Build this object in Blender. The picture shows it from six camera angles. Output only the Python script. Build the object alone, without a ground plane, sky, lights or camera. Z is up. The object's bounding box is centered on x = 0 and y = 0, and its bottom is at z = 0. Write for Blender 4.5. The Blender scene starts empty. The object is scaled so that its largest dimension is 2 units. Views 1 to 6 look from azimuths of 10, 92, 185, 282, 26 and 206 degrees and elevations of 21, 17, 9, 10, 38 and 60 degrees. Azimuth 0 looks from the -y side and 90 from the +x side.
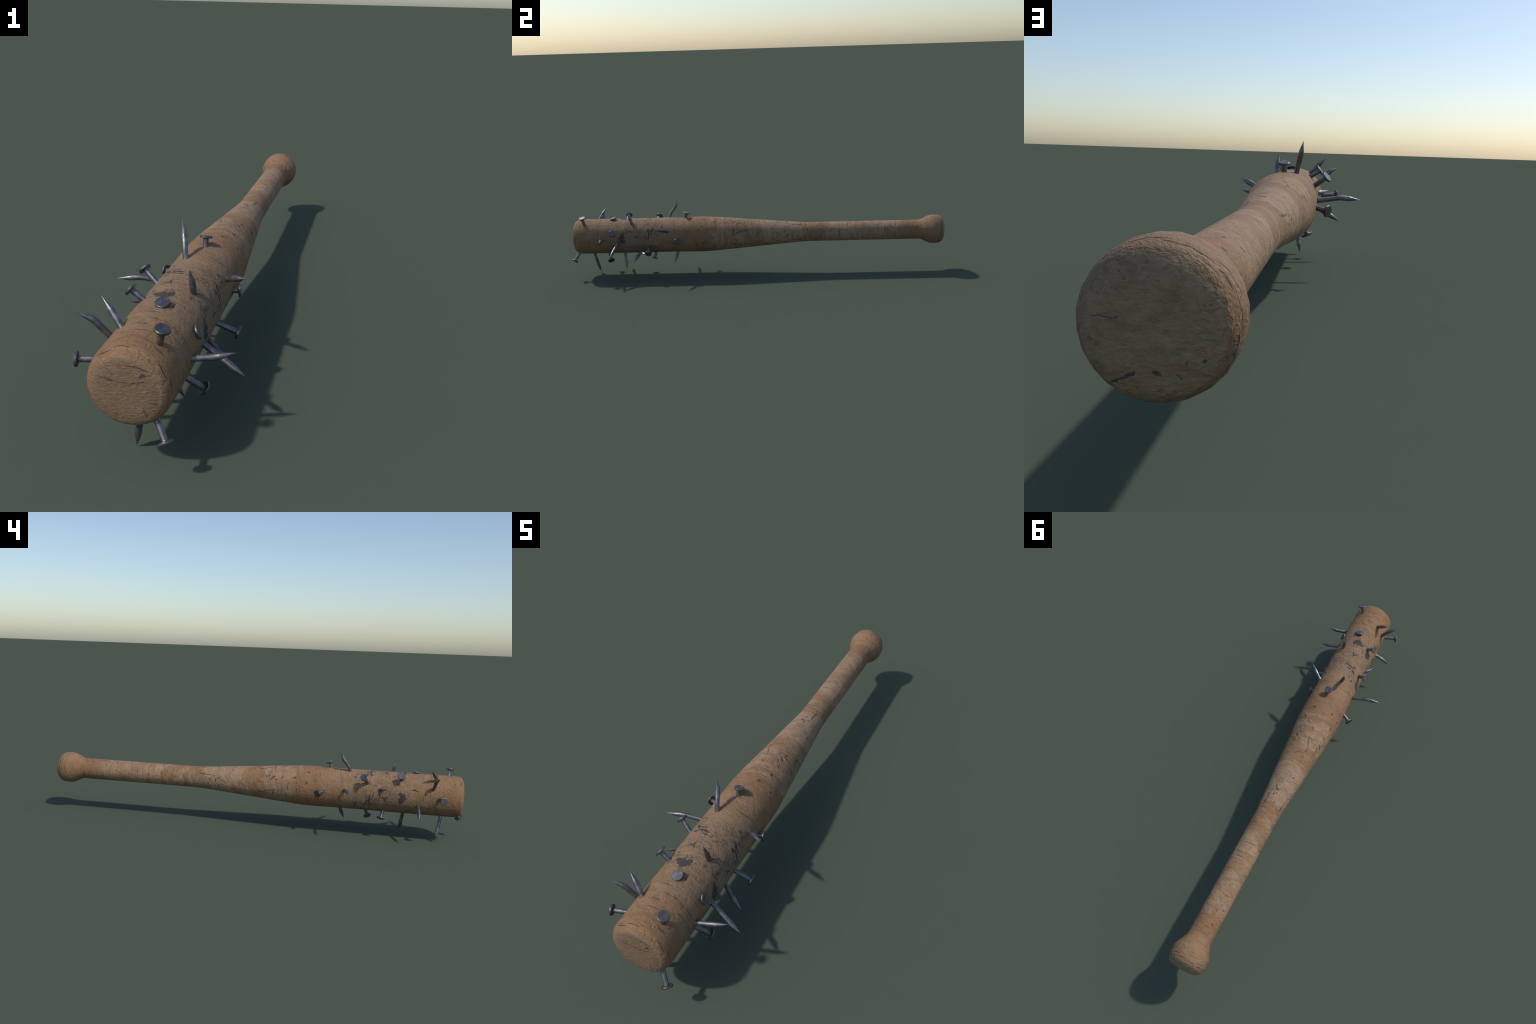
"""Weathered wooden baseball bat lying level, driven through with fourteen bent steel nails."""
import bpy, bmesh, math, random
from mathutils import Vector, Matrix

rng = random.Random(7)
AXIS_X, AXIS_Z = 0.0115, 0.213          # the bat's axis runs along y at this x and z
FACETS = 24                              # the turned body is a 24-sided lathe
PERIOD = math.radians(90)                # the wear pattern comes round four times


# ------------------------------------------------------------------ node helpers
class Tree:
    def __init__(self, nt):
        self.nt, self.n, self.l = nt, nt.nodes, nt.links

    def put(self, sock, val):
        if isinstance(val, bpy.types.NodeSocket):
            self.l.new(val, sock)
        elif isinstance(val, (tuple, list)) and len(val) == 3 and sock.type == 'RGBA':
            sock.default_value = (*val, 1)
        else:
            sock.default_value = val

    def math(self, op, a, b=None, c=None, clamp=False):
        n = self.n.new('ShaderNodeMath')
        n.operation, n.use_clamp = op, clamp
        for i, v in enumerate((a, b, c)):
            if v is not None:
                self.put(n.inputs[i], v)
        return n.outputs[0]

    def vec(self, op, a, b=None, scale=None):
        n = self.n.new('ShaderNodeVectorMath')
        n.operation = op
        self.put(n.inputs[0], a)
        if b is not None:
            self.put(n.inputs[1], b)
        if scale is not None:
            self.put(n.inputs['Scale'], scale)
        return n.outputs['Value'] if op in ('LENGTH', 'DOT_PRODUCT') else n.outputs[0]

    def xyz(self, x, y, z):
        n = self.n.new('ShaderNodeCombineXYZ')
        for i, v in enumerate((x, y, z)):
            self.put(n.inputs[i], v)
        return n.outputs[0]

    def noise(self, vec, scale, detail=3, rough=0.55, distort=0.0, color=False):
        n = self.n.new('ShaderNodeTexNoise')
        self.put(n.inputs['Vector'], vec)
        n.inputs['Scale'].default_value = scale
        n.inputs['Detail'].default_value = detail
        n.inputs['Roughness'].default_value = rough
        n.inputs['Distortion'].default_value = distort
        return n.outputs['Color'] if color else n.outputs['Fac']

    def step(self, v, lo, hi, a=0.0, b=1.0, kind='SMOOTHSTEP'):
        n = self.n.new('ShaderNodeMapRange')
        n.interpolation_type = kind
        for k, x in (('Value', v), ('From Min', lo), ('From Max', hi), ('To Min', a), ('To Max', b)):
            self.put(n.inputs[k], x)
        return n.outputs[0]

    def mix(self, f, a, b, blend='MIX'):
        n = self.n.new('ShaderNodeMix')
        n.data_type, n.blend_type = 'RGBA', blend
        self.put(n.inputs['Factor'], f)
        self.put(n.inputs['A'], a)
        self.put(n.inputs['B'], b)
        return n.outputs['Result']

    def ramp(self, f, stops):
        n = self.n.new('ShaderNodeValToRGB')
        cr = n.color_ramp
        while len(cr.elements) < len(stops):
            cr.elements.new(0.5)
        for e, (p, c) in zip(cr.elements, stops):
            e.position, e.color = p, (*c, 1)
        self.put(n.inputs[0], f)
        return n.outputs[0]


def stroke_group():
    """Node group: soft mask of one stroke (a tapered segment) on the unrolled, repeating surface."""
    g = bpy.data.node_groups.new('wear_stroke', 'ShaderNodeTree')
    for nm, ty in (('Place', 'NodeSocketVector'), ('Centre', 'NodeSocketVector'),
                   ('Half', 'NodeSocketVector'), ('Width', 'NodeSocketFloat')):
        g.interface.new_socket(nm, in_out='INPUT', socket_type=ty)
    g.interface.new_socket('Mask', in_out='OUTPUT', socket_type='NodeSocketFloat')
    t = Tree(g)
    i, o = g.nodes.new('NodeGroupInput'), g.nodes.new('NodeGroupOutput')
    d = t.vec('SUBTRACT', i.outputs['Place'], i.outputs['Centre'])
    s = t.n.new('ShaderNodeSeparateXYZ')
    t.put(s.inputs[0], d)
    d = t.xyz(t.math('WRAP', s.outputs[0], UNROLL * 45, -UNROLL * 45), s.outputs[1], 0.0)
    h = i.outputs['Half']
    u = t.math('DIVIDE', t.vec('DOT_PRODUCT', d, h), t.vec('DOT_PRODUCT', h, h))
    u = t.math('MAXIMUM', t.math('MINIMUM', u, 1.0), -1.0)
    dist = t.vec('LENGTH', t.vec('SUBTRACT', d, t.vec('SCALE', h, scale=u)))
    w = t.math('MULTIPLY', i.outputs['Width'], t.math('MULTIPLY_ADD', t.math('MULTIPLY', u, u), -0.45, 1.0))
    t.put(o.inputs[0], t.step(dist, t.math('MULTIPLY', w, 0.30), t.math('MULTIPLY', w, 1.25), 1.0, 0.0))
    return g


UNROLL = 0.147 / 90                      # metres of barrel surface for one degree round the axis

# Wear inside one quarter turn: (degrees, y) from, (degrees, y) to, width in mm.
SMEARS = {
    'barrel': [
        (6, -.704, 0, -.722, 7), (2, -.722, -12, -.719, 9), (-10, -.717, -20, -.706, 5.5), (-4, -.712, -14, -.706, 6),
        (7, -.702, 5, -.712, 5),
        (-7, -.650, -10, -.637, 2.4), (-10, -.636, -8, -.625, 2.2), (-11, -.638, -17, -.639, 2.4),
        (1, -.587, -13, -.583, 1.7), (-1, -.575, -14, -.570, 2.6), (-13, -.571, -27, -.568, 3.0),
        (-26, -.577, -35, -.572, 3.2), (-27, -.559, -38, -.545, 3.2), (-18, -.562, -22, -.556, 2.2),
        (-29, -.513, -31, -.508, 2.8), (-39, -.502, -45, -.505, 3.0), (-30, -.674, -29, -.681, 2.0),
        (22, -.766, 21, -.770, 2.2), (20, -.752, 18, -.784, 1.3),
        (-37, -.282, -40, -.288, 2.4), (21, -.279, 15, -.282, 2.3)],
    'handle': [
        (18, -.200, 8, -.196, 1.4), (36, -.170, 28, -.160, 1.6), (40, -.105, 30, -.099, 1.6), (-38, -.110, -44, -.103, 1.4), (20, -.105, 12, -.098, 1.2),
        (-5, -.175, -9, -.168, 1.4), (38, -.030, 30, -.022, 1.3), (2, -.235, -6, -.233, 1.3), (24, -.247, 23, -.247, 2), (33, -.227, 29, -.225, 2.6), (33, -.224, 30, -.214, 2.2),
        (-10, -.125, -31, -.120, 1.7), (-11, -.120, -25, -.068, 1.8), (-27, -.067, -22, -.050, 2.2),
        (32, -.127, 24, -.109, 3.2), (32, -.121, 28, -.114, 2.6), (32, -.092, 34, -.085, 3.2), (25, -.140, 22, -.133, 2.4),
        (-30, .086, -39, .079, 2.1),
        (14, .145, 10, .156, 2.2), (9, .162, -7, .167, 2.6), (24, .174, 19, .172, 2.2), (8, .192, 3, .190, 3.4),
        (27, .204, 32, .246, 3.0), (29, .190, 27, .205, 3.4), (10, .215, 6, .217, 2.2), (-13, .225, -17, .225, 2.6), (-3, .18, -6, .184, 2),
        (-17, .452, -22, .456, 1.7), (-20, .749, -24, .752, 1.9), (43, .737, 38, .738, 1.7), (-32, .805, -38, .811, 2.4)],
    'knob': [],
}
CRACKS = {
    'barrel': [
        (-3, -.556, -41, -.555, .8), (42, -.569, 25, -.576, .8), (16, -.895, -9, -.897, .8), (5, -.866, -14, -.867, .7),
        (1, -.839, 31, -.837, .9), (31, -.837, 45, -.838, .7), (-42, -.841, -14, -.841, .7), (44, -.867, 59, -.868, .9),
        (-20, -.965, 5, -.966, .9), (42, -.966, 62, -.967, .8), (-44, -.802, -18, -.805, .7), (-42, -.941, -59, -.940, .9),
        (-21, -.973, -44, -.971, .9), (9, -.808, -12, -.809, .9), (37, -.767, 28, -.768, .8), (-19, -.690, -38, -.692, .9),
        (-14, -.430, -33, -.432, .8), (-33, -.432, -67, -.446, .8), (44, -.440, 28, -.442, .9), (35, -.318, 15, -.318, .7),
        (29, -.358, 15, -.359, .8), (2, -.263, -42, -.269, .9), (12, -.862, 20, -.866, .6), (-40, -.917, -44, -.919, 1.2)],
    'handle': [
        (-31, -.216, -46, -.216, .8), (-45, -.237, -55, -.239, .8), (20, -.193, -8, -.192, .8), (3, -.163, -23, -.164, .8),
        (24, -.134, 9, -.138, .8), (11, -.024, -14, -.045, .9), (-14, -.045, -34, -.052, .8), (-11, -.022, -31, -.022, .8),
        (40, -.067, 23, -.064, .8), (46, .096, 32, .097, .9), (-11, .148, -42, .149, .9), (0, .274, -44, .272, 1.0),
        (40, .261, 7, .261, .9), (42, .341, 11, .343, 1.0), (27, .442, -38, .437, .8), (33, .510, -8, .508, .8),
        (20, .540, -14, .538, .8), (44, .568, 11, .567, .8), (-7, .679, -43, .679, .8), (27, .763, 12, .761, .8),
        (-3, .826, -31, .823, .8), (-9, .852, -41, .851, 1.0), (28, .287, -10, .285, .7), (43, .738, 33, .738, .9)],
    'knob': [
        (-6, .938, -21, .939, .8), (15, .936, 7, .937, .9), (-2, .977, -43, .975, 1.0), (43, .976, 26, .975, 1.0),
        (46, .964, 18, .962, 1.1), (22, .972, -8, .970, .9)],
}
# strokes on the two flat ends: x, z from, x, z to (mm from the axis), width in mm
END_STROKES = {
    'barrel': [(-56, 28, -24, 21, 1.1), (-24, 21, 6, 17, .9), (8, 16, 40, 28, 1.4), (0, 58, 22, 58, 1.2), (22, 58, 46, 51, 1.2),
               (40, 42, 32, 34, 3.4), (52, -20, 70, -22, 1.1), (36, -36, 44, -58, 1.0)],
    'knob': [(40, -52, 26, -46, 1.1), (26, -46, 13, -38, 1.6), (-3, -37, -9, -40, 1.7), (54, 10, 26, 9, 0.45),
             (-46, -26, -48, -24, 1.0), (-27, -42, -24, -38, 0.7), (-30, -30, -34, -26, 0.6)],
}


def wood_material(part, group):
    m = bpy.data.materials.new('worn_wood_' + part)
    m.use_nodes = True
    t = Tree(m.node_tree)
    t.n.clear()
    out, bsdf = t.n.new('ShaderNodeOutputMaterial'), t.n.new('ShaderNodeBsdfPrincipled')
    t.l.new(bsdf.outputs[0], out.inputs[0])
    pos = t.n.new('ShaderNodeTexCoord').outputs['Object']      # origin on the bat's axis
    sep = t.n.new('ShaderNodeSeparateXYZ')
    t.put(sep.inputs[0], pos)
    X, Y, Z = sep.outputs
    turn = t.math('MULTIPLY', t.math('ARCTAN2', X, Z), 180 / math.pi)
    radius = t.math('SQRT', t.math('MULTIPLY_ADD', X, X, t.math('MULTIPLY', Z, Z)))
    place = t.xyz(t.math('MULTIPLY', turn, UNROLL), Y, 0.0)

    # where the flat sawn ends begin
    edge = t.math('MULTIPLY_ADD', t.noise(pos, 45, 3), 0.012, -0.006)
    if part == 'barrel':
        end = t.math('MULTIPLY', t.step(t.math('ADD', radius, edge), 0.083, 0.068, 0, 1), t.math('LESS_THAN', Y, -0.965))
    elif part == 'knob':
        end = t.math('MULTIPLY', t.step(t.math('ADD', radius, edge), 0.070, 0.060, 0, 1), t.math('GREATER_THAN', Y, 0.97))
    else:
        end = None

    # ---- body colour: bands along the length, broken up by cloudy noise
    cloud = t.noise(t.vec('MULTIPLY', pos, (1.0, 2.2, 1.0)), 9, 4, 0.6)
    along = t.math('MULTIPLY_ADD', t.math('SUBTRACT', cloud, 0.5), 0.30, t.math('MULTIPLY_ADD', Y, 0.5, 0.5))
    tan, pale, rust, drab = (.316, .190, .103), (.386, .260, .165), (.284, .161, .083), (.302, .195, .115)
    body = t.ramp(along, [(0.0, rust), (.10, tan), (.14, drab), (.25, drab), (.30, tan), (.36, rust), (.39, tan), (.43, pale), (.455, tan),
                          (.475, tan), (.50, tan), (.53, pale), (.60, pale), (.635, tan), (.67, rust), (.71, pale), (.76, pale),
                          (.80, tan), (.85, pale), (.885, tan), (.915, rust), (.945, tan), (1.0, drab)])
    # grain runs round the bat: stretched along the turn, fine along the length
    grain = t.noise(t.vec('MULTIPLY', pos, (11, 100, 11)), 1.6, 5, 0.62, 0.8)
    fine = t.noise(t.vec('MULTIPLY', pos, (70, 260, 70)), 1.5, 3, 0.6, 0.5)
    patch = t.noise(pos, 26, 4, 0.6, 0.8)
    body = t.mix(t.step(grain, .30, .70, 0.8, 0), body, t.mix(1.0, body, (.74, .68, .62), 'MULTIPLY'))
    body = t.mix(t.step(fine, .42, .75, 0, 0.42), body, t.mix(1.0, body, (1.30, 1.28, 1.26), 'MULTIPLY'))
    body = t.mix(t.step(fine, .46, .24, 0, 0.42), body, t.mix(1.0, body, (.66, .60, .55), 'MULTIPLY'))
    body = t.mix(t.step(patch, .50, .72, 0, 0.6), body, (.195, .115, .062))
    body = t.mix(t.step(t.noise(pos, 17, 3, 0.6, 0.5), .54, .72, 0, 0.45), body, (.250, .195, .150))

    # ---- dark smears, scuffs and cracks
    wob = t.vec('SUBTRACT', t.noise(pos, 70, 4, 0.65, color=True), (.5, .5, .5))
    ragged = t.vec('ADD', place, t.vec('MULTIPLY', wob, (.013, .013, 0)))
    wob2 = t.vec('SUBTRACT', t.noise(pos, 95, 3, 0.6, color=True), (.5, .5, .5))
    wavy = t.vec('ADD', place, t.vec('MULTIPLY', wob2, (.006, .006, 0)))

    def strokes(items, where, unroll, wide=1.0):
        acc = None
        for a0, y0, a1, y1, w in items:
            n = t.n.new('ShaderNodeGroup')
            n.node_tree = group
            t.put(n.inputs['Place'], where)
            n.inputs['Centre'].default_value = ((a0 + a1) / 2 * unroll[0], (y0 + y1) / 2 * unroll[1], 0)
            n.inputs['Half'].default_value = ((a1 - a0) / 2 * unroll[0], (y1 - y0) / 2 * unroll[1] + 1e-5, 0)
            n.inputs['Width'].default_value = w * 1e-3 * wide
            acc = n.outputs[0] if acc is None else t.math('MAXIMUM', acc, n.outputs[0])
        return acc

    speck = t.noise(pos, 150, 4, 0.7)
    dirt = t.math('MULTIPLY', t.step(speck, .56, .66, 0, 1), t.step(t.noise(pos, 16, 3, 0.6), .50, .66, 0, 0.75))
    if SMEARS[part]:
        s = strokes(SMEARS[part], ragged, (UNROLL, 1.0), 2.3 if part == 'barrel' else 2.3)
        blot = t.math('MULTIPLY_ADD', t.math('SUBTRACT', speck, .5), 2.6, t.math('MULTIPLY_ADD', t.math('SUBTRACT', patch, .5), .9, s))
        s = t.math('MULTIPLY', t.step(blot, .36, .80, 0, 1), t.step(s, .02, .30, 0, 1))
        s = t.math('MULTIPLY', s, t.step(fine, .30, .55, .82, 1.0))
        dirt = t.math('MAXIMUM', dirt, s)
    if part == 'barrel':    # a dusty, speckled belt of grime round the smears
        belt = t.math('MULTIPLY', t.step(Y, -.80, -.70, 0, 1), t.step(Y, -.47, -.56, 0, 1))
        dirt = t.math('MAXIMUM', dirt, t.math('MULTIPLY', belt, t.math('MULTIPLY', t.step(speck, .47, .62, 0, .8), t.step(patch, .40, .58, 0, 1))))
    body = t.mix(t.math('MULTIPLY', dirt, 0.90 if part == 'barrel' else 0.78), body, (.034, .035, .041))
    crack = strokes(CRACKS[part], wavy, (UNROLL, 1.0), 1.5)
    crack = t.math('MULTIPLY', crack, t.step(speck, .36, .52, .45, 1.0))
    hair = t.noise(t.vec('MULTIPLY', pos, (16, 230, 16)), 0.9, 2, 0.5, 0.3)
    crack = t.math('MAXIMUM', crack, t.math('MULTIPLY', t.step(hair, .300, .255, 0, .65), t.step(patch, .46, .58, 0, 1)))
    body = t.mix(t.math('MULTIPLY', crack, 0.93), body, (.028, .021, .017))

    height_grain = t.math('ADD', t.math('MULTIPLY', t.noise(t.vec('MULTIPLY', pos, (1.0, 2.1, 1.0)), 120, 4, 0.6, 0.9), 1.25),
                          t.math('MULTIPLY', t.noise(pos, 52, 3, 0.55, 0.9), 1.6))
    height_grain = t.math('ADD', height_grain, t.math('MULTIPLY', fine, 0.30))

    # ---- sawn ends: grain runs straight across in x, rim rubbed pale
    if end is not None:
        flat = t.vec('MULTIPLY', pos, (1.0, 1.0, 1.8))
        f1 = t.noise(flat, 75, 5, 0.6, 1.1)
        f2 = t.noise(flat, 120, 4, 0.6, 0.4)
        face = t.ramp(f1, [(.25, (.165, .104, .061)), (.5, (.212, .140, .087)), (.75, (.248, .170, .110))])
        if part == 'knob':      # the butt end is a shade greyer and lighter
            face = t.mix(1.0, face, (1.52, 1.54, 1.46), 'MULTIPLY')
        face = t.mix(t.step(f2, .45, .25, 0, .6), face, (.115, .072, .044))
        face = t.mix(t.step(t.noise(pos, 30, 3, .6, .6), .45, .70, 0, .55), face, (.190, .112, .062))
        rim_at = 0.076 if part == 'barrel' else 0.062
        rub = t.math('MULTIPLY', t.step(t.math('ABSOLUTE', t.math('SUBTRACT', t.math('ADD', radius, edge), rim_at)), .009, .001, 0, 1),
                     t.step(t.noise(pos, 22, 3), .42, .66, 0, .45 if part == 'barrel' else .25))
        rub = t.math('MULTIPLY', rub, t.math('GREATER_THAN', t.math('ABSOLUTE', Y), .97))
        flat_place = t.vec('ADD', t.xyz(X, Z, 0.0), t.vec('MULTIPLY', wob2, (.009, .009, 0)))
        marks = strokes(END_STROKES[part], flat_place, (.001, .001), 1.6)
        marks = t.step(t.math('MULTIPLY_ADD', t.math('SUBTRACT', speck, .5), 1.6, marks), .25, .85, 0, 1)
        marks = t.math('MULTIPLY', marks, t.step(patch, .25, .5, .5, 1))
        marks = t.math('MAXIMUM', marks, t.math('MULTIPLY', t.step(speck, .60, .70, 0, .8), t.step(patch, .50, .62, 0, 1)))
        face = t.mix(t.math('MULTIPLY', marks, .80), face, (.035, .031, .030))
        body = t.mix(end, body, face)
        body = t.mix(rub, body, (.300, .235, .175))
        # the turned edge next to the sawn end is chewed and lumpy
        chewed = t.math('MULTIPLY', t.step(t.math('ABSOLUTE', t.math('SUBTRACT', radius, rim_at + .004)), .012, .002, 0, 1),
                        t.math('GREATER_THAN', t.math('ABSOLUTE', Y), .965))
        lumps = t.noise(t.vec('MULTIPLY', pos, (1, 1.5, 1)), 85, 4, 0.6, 1.2)
        height_grain = t.math('MULTIPLY_ADD', t.math('MULTIPLY', lumps, 1.5 if part == 'knob' else 0.0), chewed, height_grain)
        body = t.mix(t.math('MULTIPLY', chewed, t.step(lumps, .52, .34, 0, .55 if part == 'knob' else .2)), body, (.120, .078, .050))
        hf = t.math('ADD', t.math('MULTIPLY', f1, 0.9), t.math('MULTIPLY', f2, 0.8))
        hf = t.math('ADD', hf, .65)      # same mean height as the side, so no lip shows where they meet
        height_grain = t.math('MULTIPLY_ADD', end, t.math('SUBTRACT', hf, height_grain), height_grain)

    t.put(bsdf.inputs['Base Color'], body)
    t.put(bsdf.inputs['Roughness'], t.step(fine, .3, .7, .62, .82))
    bsdf.inputs['Specular IOR Level'].default_value = 0.28
    bump = t.n.new('ShaderNodeBump')
    bump.inputs['Strength'].default_value = 0.9
    bump.inputs['Distance'].default_value = 0.0031
    t.put(bump.inputs['Height'], height_grain)
    t.put(bsdf.inputs['Normal'], bump.outputs[0])
    return m


def steel_material(name, shade, rough):
    m = bpy.data.materials.new(name)
    m.use_nodes = True
    t = Tree(m.node_tree)
    t.n.clear()
    out, bsdf = t.n.new('ShaderNodeOutputMaterial'), t.n.new('ShaderNodeBsdfPrincipled')
    t.l.new(bsdf.outputs[0], out.inputs[0])
    pos = t.n.new('ShaderNodeTexCoord').outputs['Object']
    a, b = t.noise(pos, 60, 4, 0.6), t.noise(pos, 210, 3, 0.6)
    col = t.ramp(a, [(p, tuple(shade * k for k in c)) for p, c in ((.30, (.100, .094, .097)), (.55, (.170, .162, .167)), (.75, (.250, .241, .247)))])
    col = t.mix(t.step(t.noise(pos, 85, 3, .6, .5), .60, .74, 0, .45), col, (.125, .086, .066))
    t.put(bsdf.inputs['Base Color'], col)
    bsdf.inputs['Metallic'].default_value = 0.85
    t.put(bsdf.inputs['Roughness'], t.step(b, .3, .7, rough - .08, rough + .08))
    bump = t.n.new('ShaderNodeBump')
    bump.inputs['Strength'].default_value = 0.35
    bump.inputs['Distance'].default_value = 0.0012
    t.put(bump.inputs['Height'], t.math('ADD', a, t.math('MULTIPLY', b, .5)))
    t.put(bsdf.inputs['Normal'], bump.outputs[0])
    return m


# ------------------------------------------------------------------ the turned wooden body
PROFILE = [(-.9860, 0), (-.9862, .022), (-.9863, .045), (-.9860, .061), (-.9850, .0690), (-.9825, .0770), (-.9775, .0847), (-.9690, .0905),
           (-.956, .0932), (-.940, .0939), (-.85, .0940), (-.75, .0940), (-.65, .0939), (-.55, .0936), (-.43, .0934), (-.36, .0945), (-.31, .0952),
           (-.27, .0946), (-.245, .0932), (-.21, .0910), (-.15, .0858), (-.05, .0774), (.05, .0689), (.15, .0605), (.215, .0552), (.25, .0528), (.29, .0515),
           (.40, .0513), (.55, .0513), (.70, .0513), (.85, .0513), (.874, .0517), (.884, .0552), (.920, .0723), (.931, .0756), (.948, .0767),
           (.964, .0762), (.976, .0737), (.986, .0684), (.9930, .0615), (.9970, .052), (.9990, .038), (1.0, .018), (1.0, 0)]
SPLIT = {'barrel': (-1.01, -.27), 'handle': (-.27, .874), 'knob': (.874, 1.01)}


def smooth_normals():
    """Normal slope (dr/dy turned) at each profile point, averaged over the two neighbouring spans."""
    res = []
    for i in range(len(PROFILE)):
        acc = Vector((0, 0))
        for j in (i - 1, i):
            if 0 <= j < len(PROFILE) - 1:
                dy, dr = PROFILE[j + 1][0] - PROFILE[j][0], PROFILE[j + 1][1] - PROFILE[j][1]
                v = Vector((-dr, dy)).normalized()          # (along y, outwards)
                acc += v / max(math.hypot(dy, dr), .004)
        if PROFILE[i][1] == 0:
            acc = Vector((-1 if i == 0 else 1, 0))
        res.append(acc.normalized())
    return res


def turned_part(name, material):
    lo, hi = SPLIT[name]
    slopes = smooth_normals()
    ids = [i for i, (y, r) in enumerate(PROFILE) if lo - 1e-6 <= y <= hi + 1e-6]
    verts, normals, faces, rings = [], [], [], []
    for i in ids:
        y, r = PROFILE[i]
        ring = []
        for k in range(FACETS if r > 0 else 1):
            a = math.radians(7.5 + k * 360 / FACETS)
            ring.append(len(verts))
            verts.append((r * math.sin(a), y, r * math.cos(a)))
            normals.append(Vector((slopes[i].y * math.sin(a), slopes[i].x, slopes[i].y * math.cos(a))).normalized())
        rings.append(ring)
    for a, b in zip(rings, rings[1:]):
        for k in range(FACETS):
            k2 = (k + 1) % FACETS
            if len(a) == 1:
                faces.append((a[0], b[k2], b[k]))
            elif len(b) == 1:
                faces.append((a[k], a[k2], b[0]))
            else:
                faces.append((a[k], a[k2], b[k2], b[k]))
    me = bpy.data.meshes.new(name)
    me.from_pydata(verts, [], faces)
    bm = bmesh.new()
    bm.from_mesh(me)
    bmesh.ops.recalc_face_normals(bm, faces=bm.faces)
    mid = max(bm.faces, key=lambda f: f.calc_area())
    c = mid.calc_center_median()
    if mid.normal.dot(Vector((c.x, 0, c.z))) < 0:
        bmesh.ops.reverse_faces(bm, faces=bm.faces)
    bm.to_mesh(me)
    bm.free()
    for p in me.polygons:
        p.use_smooth = True
    me.normals_split_custom_set_from_vertices(normals)
    me.materials.append(material)
    ob = bpy.data.objects.new(name, me)
    bpy.context.collection.objects.link(ob)
    return ob


# ------------------------------------------------------------------ nails
SHANK, HEAD, THICK = 0.0077, 0.0177, 0.0066
# Each nail: head, where the shank enters the wood, where it leaves, bends, point (metres, world frame)
NAILS = [
    [(.072, -.926, .331), (.062, -.9195, .290), (.007, -.897, .122), (.003, -.892, .090), (-.015, -.877, .000)],
    [(.020, -.774, .315), (.0192, -.7698, .3006), (.014, -.727, .122), (.032, -.718, .066), (.052, -.717, .033)],
    [(.014, -.374, .336), (.0135, -.3820, .307), (.016, -.433, .122), (.031, -.443, .088), (.047, -.453, .063)],
    [(-.083, -.707, .309), (-.048, -.711, .285), (.104, -.737, .200), (.158, -.751, .170), (.209, -.763, .143)],
    [(-.108, -.542, .294), (-.069, -.559, .263), (.082, -.617, .149), (.118, -.637, .122), (.153, -.651, .100)],
    [(-.118, -.336, .203), (-.080, -.358, .211), (.096, -.471, .253), (.128, -.495, .268), (.158, -.521, .280)],
    [(-.139, -.896, .217), (-.083, -.880, .215), (.104, -.832, .214), (.152, -.818, .216), (.196, -.809, .227)],
    [(.105, -.769, .250), (.097, -.770, .246), (-.074, -.788, .175), (-.110, -.794, .155), (-.154, -.794, .130)],
    [(.119, -.777, .105), (.078, -.797, .143), (-.072, -.850, .255), (-.108, -.859, .299), (-.139, -.872, .315)],
    [(.153, -.569, .149), (.096, -.575, .174), (-.080, -.617, .237), (-.094, -.632, .240), (-.109, -.647, .244)],
    [(.126, -.423, .202), (.105, -.428, .203), (-.080, -.456, .223), (-.148, -.471, .234), (-.208, -.483, .229)],
    [(.093, -.984, .097), (.066, -.960, .136), (-.040, -.866, .289), (-.068, -.850, .319), (-.094, -.838, .344)],
    [(.028, -.564, .085), (.016, -.553, .122), (-.015, -.474, .300), (-.020, -.465, .326), (-.0295, -.438, .361), (-.035, -.433, .396)],
    [(-.049, -.627, .096), (-.034, -.6340, .128), (.061, -.664, .288), (.060, -.673, .324), (.057, -.683, .359)],
]


def rounded_path(points, cut=0.007, steps=4):
    """Polyline through the points with each inner corner replaced by a short arc."""
    pts = [Vector(p) for p in points]
    out = [pts[0]]
    for a, b, c in zip(pts, pts[1:], pts[2:]):
        p = b + (a - b).normalized() * min(cut, (a - b).length * .45)
        q = b + (c - b).normalized() * min(cut, (c - b).length * .45)
        for i in range(steps + 1):
            s = i / steps
            out.append(p * (1 - s) ** 2 + b * 2 * s * (1 - s) + q * s * s)
    out.append(pts[-1])
    return out


def point_profile(d):
    """Shank radius at distance d from the point: a slender drawn-out tip, slightly swollen behind it."""
    knots = [(0, .0003), (.006, .0015), (.013, .0031), (.022, .0053), (.031, .0073), (.038, .0082), (.046, .0084), (.075, SHANK), (9, SHANK)]
    for (d0, r0), (d1, r1) in zip(knots, knots[1:]):
        if d <= d1:
            return r0 + (r1 - r0) * (d - d0) / (d1 - d0)


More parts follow.
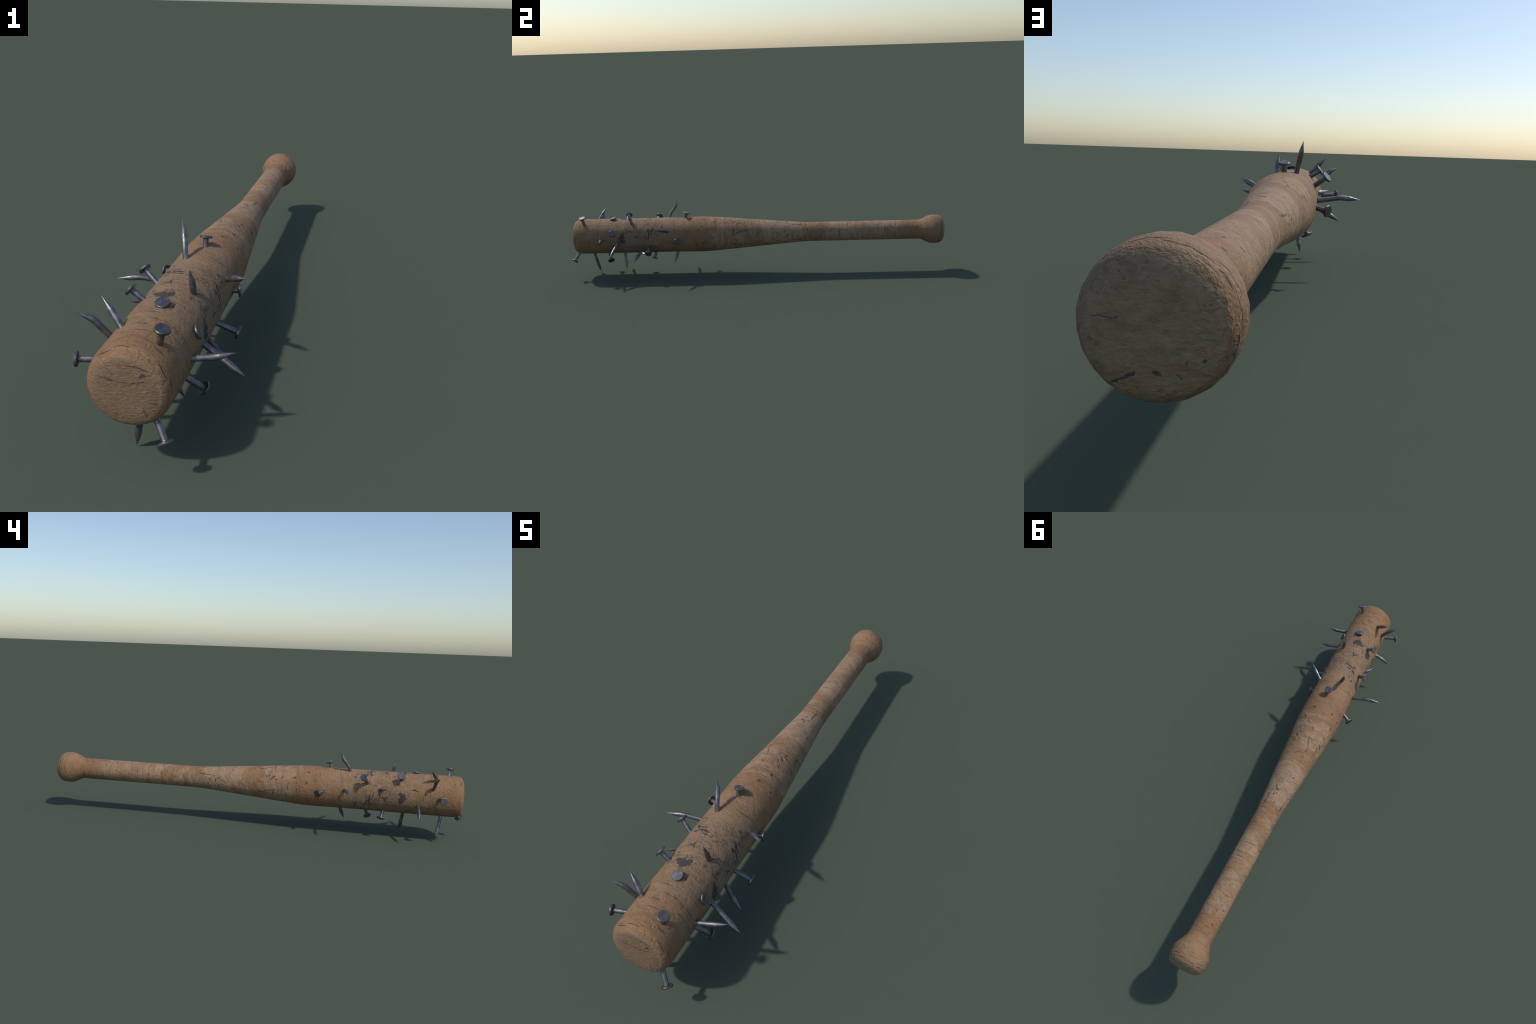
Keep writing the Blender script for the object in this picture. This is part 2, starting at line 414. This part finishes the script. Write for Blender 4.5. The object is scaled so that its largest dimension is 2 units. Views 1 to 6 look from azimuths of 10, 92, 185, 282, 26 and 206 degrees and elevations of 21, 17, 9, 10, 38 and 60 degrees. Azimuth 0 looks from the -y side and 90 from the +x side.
def shank_mesh(points, sides=10):
    path = rounded_path(points)
    total = sum((b - a).length for a, b in zip(path, path[1:]))
    # resample, finer near the point
    marks = [total * i / 26 for i in range(27)] + [total - d for d in (.006, .013, .022, .031, .038, .046, .060)]
    marks = sorted(set(round(m, 5) for m in marks))
    samples, acc, i = [], 0.0, 0
    for m in marks:
        while i < len(path) - 2 and acc + (path[i + 1] - path[i]).length < m:
            acc += (path[i + 1] - path[i]).length
            i += 1
        f = (m - acc) / max((path[i + 1] - path[i]).length, 1e-9)
        samples.append(path[i].lerp(path[i + 1], min(f, 1.0)))
    frame = None
    verts, faces = [], []
    for k, p in enumerate(samples):
        d = (samples[min(k + 1, len(samples) - 1)] - samples[max(k - 1, 0)]).normalized()
        if frame is None:
            frame = d.orthogonal().normalized()
        frame = (frame - d * frame.dot(d)).normalized()
        side = d.cross(frame)
        r = point_profile(total - marks[k])
        for s in range(sides):
            a = 2 * math.pi * s / sides
            wob = 1 + rng.uniform(-.025, .025) if total - marks[k] > .03 else 1
            verts.append(p + (frame * math.cos(a) + side * math.sin(a)) * r * wob)
    for k in range(len(samples) - 1):
        for s in range(sides):
            s2 = (s + 1) % sides
            faces.append((k * sides + s, k * sides + s2, (k + 1) * sides + s2, (k + 1) * sides + s))
    faces.append(tuple(range(sides))[::-1])
    n = (len(samples) - 1) * sides
    faces.append(tuple(n + s for s in range(sides)))
    me = bpy.data.meshes.new('nail')
    me.from_pydata([tuple(v) for v in verts], [], faces)
    return me


def head_mesh(sides=14):
    """Struck nail head: a slightly irregular disc, outer face at z = 0, underside flaring into the shank."""
    prof = [(0, 0), (.0160, 0), (.0172, -.0009), (HEAD, -.0019), (HEAD, -.0054), (.0171, -THICK), (.0100, -.0069), (.0082, -.0080), (SHANK, -.0100), (.0060, -.0104)]
    bm = bmesh.new()
    rings = []
    for r, z in prof:
        if r == 0:
            rings.append([bm.verts.new((0, 0, z))])
            continue
        ring = []
        for s in range(sides):
            a = 2 * math.pi * s / sides
            w = 1 + (.022 * math.sin(3 * a + 1) + .015 * math.sin(5 * a) if r > .012 else 0)
            ring.append(bm.verts.new((r * w * math.cos(a), r * w * math.sin(a), z + .00015 * math.sin(2 * a))))
        rings.append(ring)
    for a, b in zip(rings, rings[1:]):
        for s in range(sides):
            s2 = (s + 1) % sides
            if len(a) == 1:
                bm.faces.new((a[0], b[s], b[s2]))
            else:
                bm.faces.new((a[s], b[s], b[s2], a[s2]))
    bm.faces.new(rings[-1][::-1])
    bmesh.ops.recalc_face_normals(bm, faces=bm.faces)
    me = bpy.data.meshes.new('nail_head')
    bm.to_mesh(me)
    bm.free()
    return me


def smooth_by_angle(me, deg):
    for p in me.polygons:
        p.use_smooth = True
    me.set_sharp_from_angle(angle=math.radians(deg))


# ------------------------------------------------------------------ assembly
bat = bpy.data.objects.new('baseball_bat', None)
bat.empty_display_size = 0.2
bpy.context.collection.objects.link(bat)
bat['label'] = 'worn wooden baseball bat spiked with bent steel nails'
bat['category'] = 'baseball bat'

group = stroke_group()
for part in ('barrel', 'handle', 'knob'):
    ob = turned_part(part, wood_material(part, group))
    ob.location = (AXIS_X, 0, AXIS_Z)
    ob.parent = bat

steel, struck = steel_material('dull_steel', 1.25, .43), steel_material('struck_steel', 0.92, .45)
disc = head_mesh()
smooth_by_angle(disc, 26)
disc.materials.append(struck)
for spec in NAILS:
    head, enter = Vector(spec[0]), Vector(spec[1])
    out = (head - enter).normalized()
    start = head - out * .003
    tail = Vector(spec[-1]) + (Vector(spec[-1]) - Vector(spec[-2])).normalized() * (.0015 if spec[-1][2] > 0 else 0)
    me = shank_mesh([start - head] + [Vector(p) - head for p in spec[1:-1]] + [tail - head])
    smooth_by_angle(me, 50)
    me.materials.append(steel)
    nail = bpy.data.objects.new('nail', me)
    nail.location = head
    nail.parent = bat
    bpy.context.collection.objects.link(nail)
    cap = bpy.data.objects.new('nail_head', disc)
    tilt = Vector((rng.uniform(-.03, .03), rng.uniform(-.03, .03), 1)).normalized()
    cap.rotation_mode = 'QUATERNION'
    cap.rotation_quaternion = out.to_track_quat('Z', 'Y') @ tilt.to_track_quat('Z', 'Y') @ Matrix.Rotation(rng.uniform(0, 6.28), 3, 'Z').to_quaternion()
    cap.parent = nail
    bpy.context.collection.objects.link(cap)
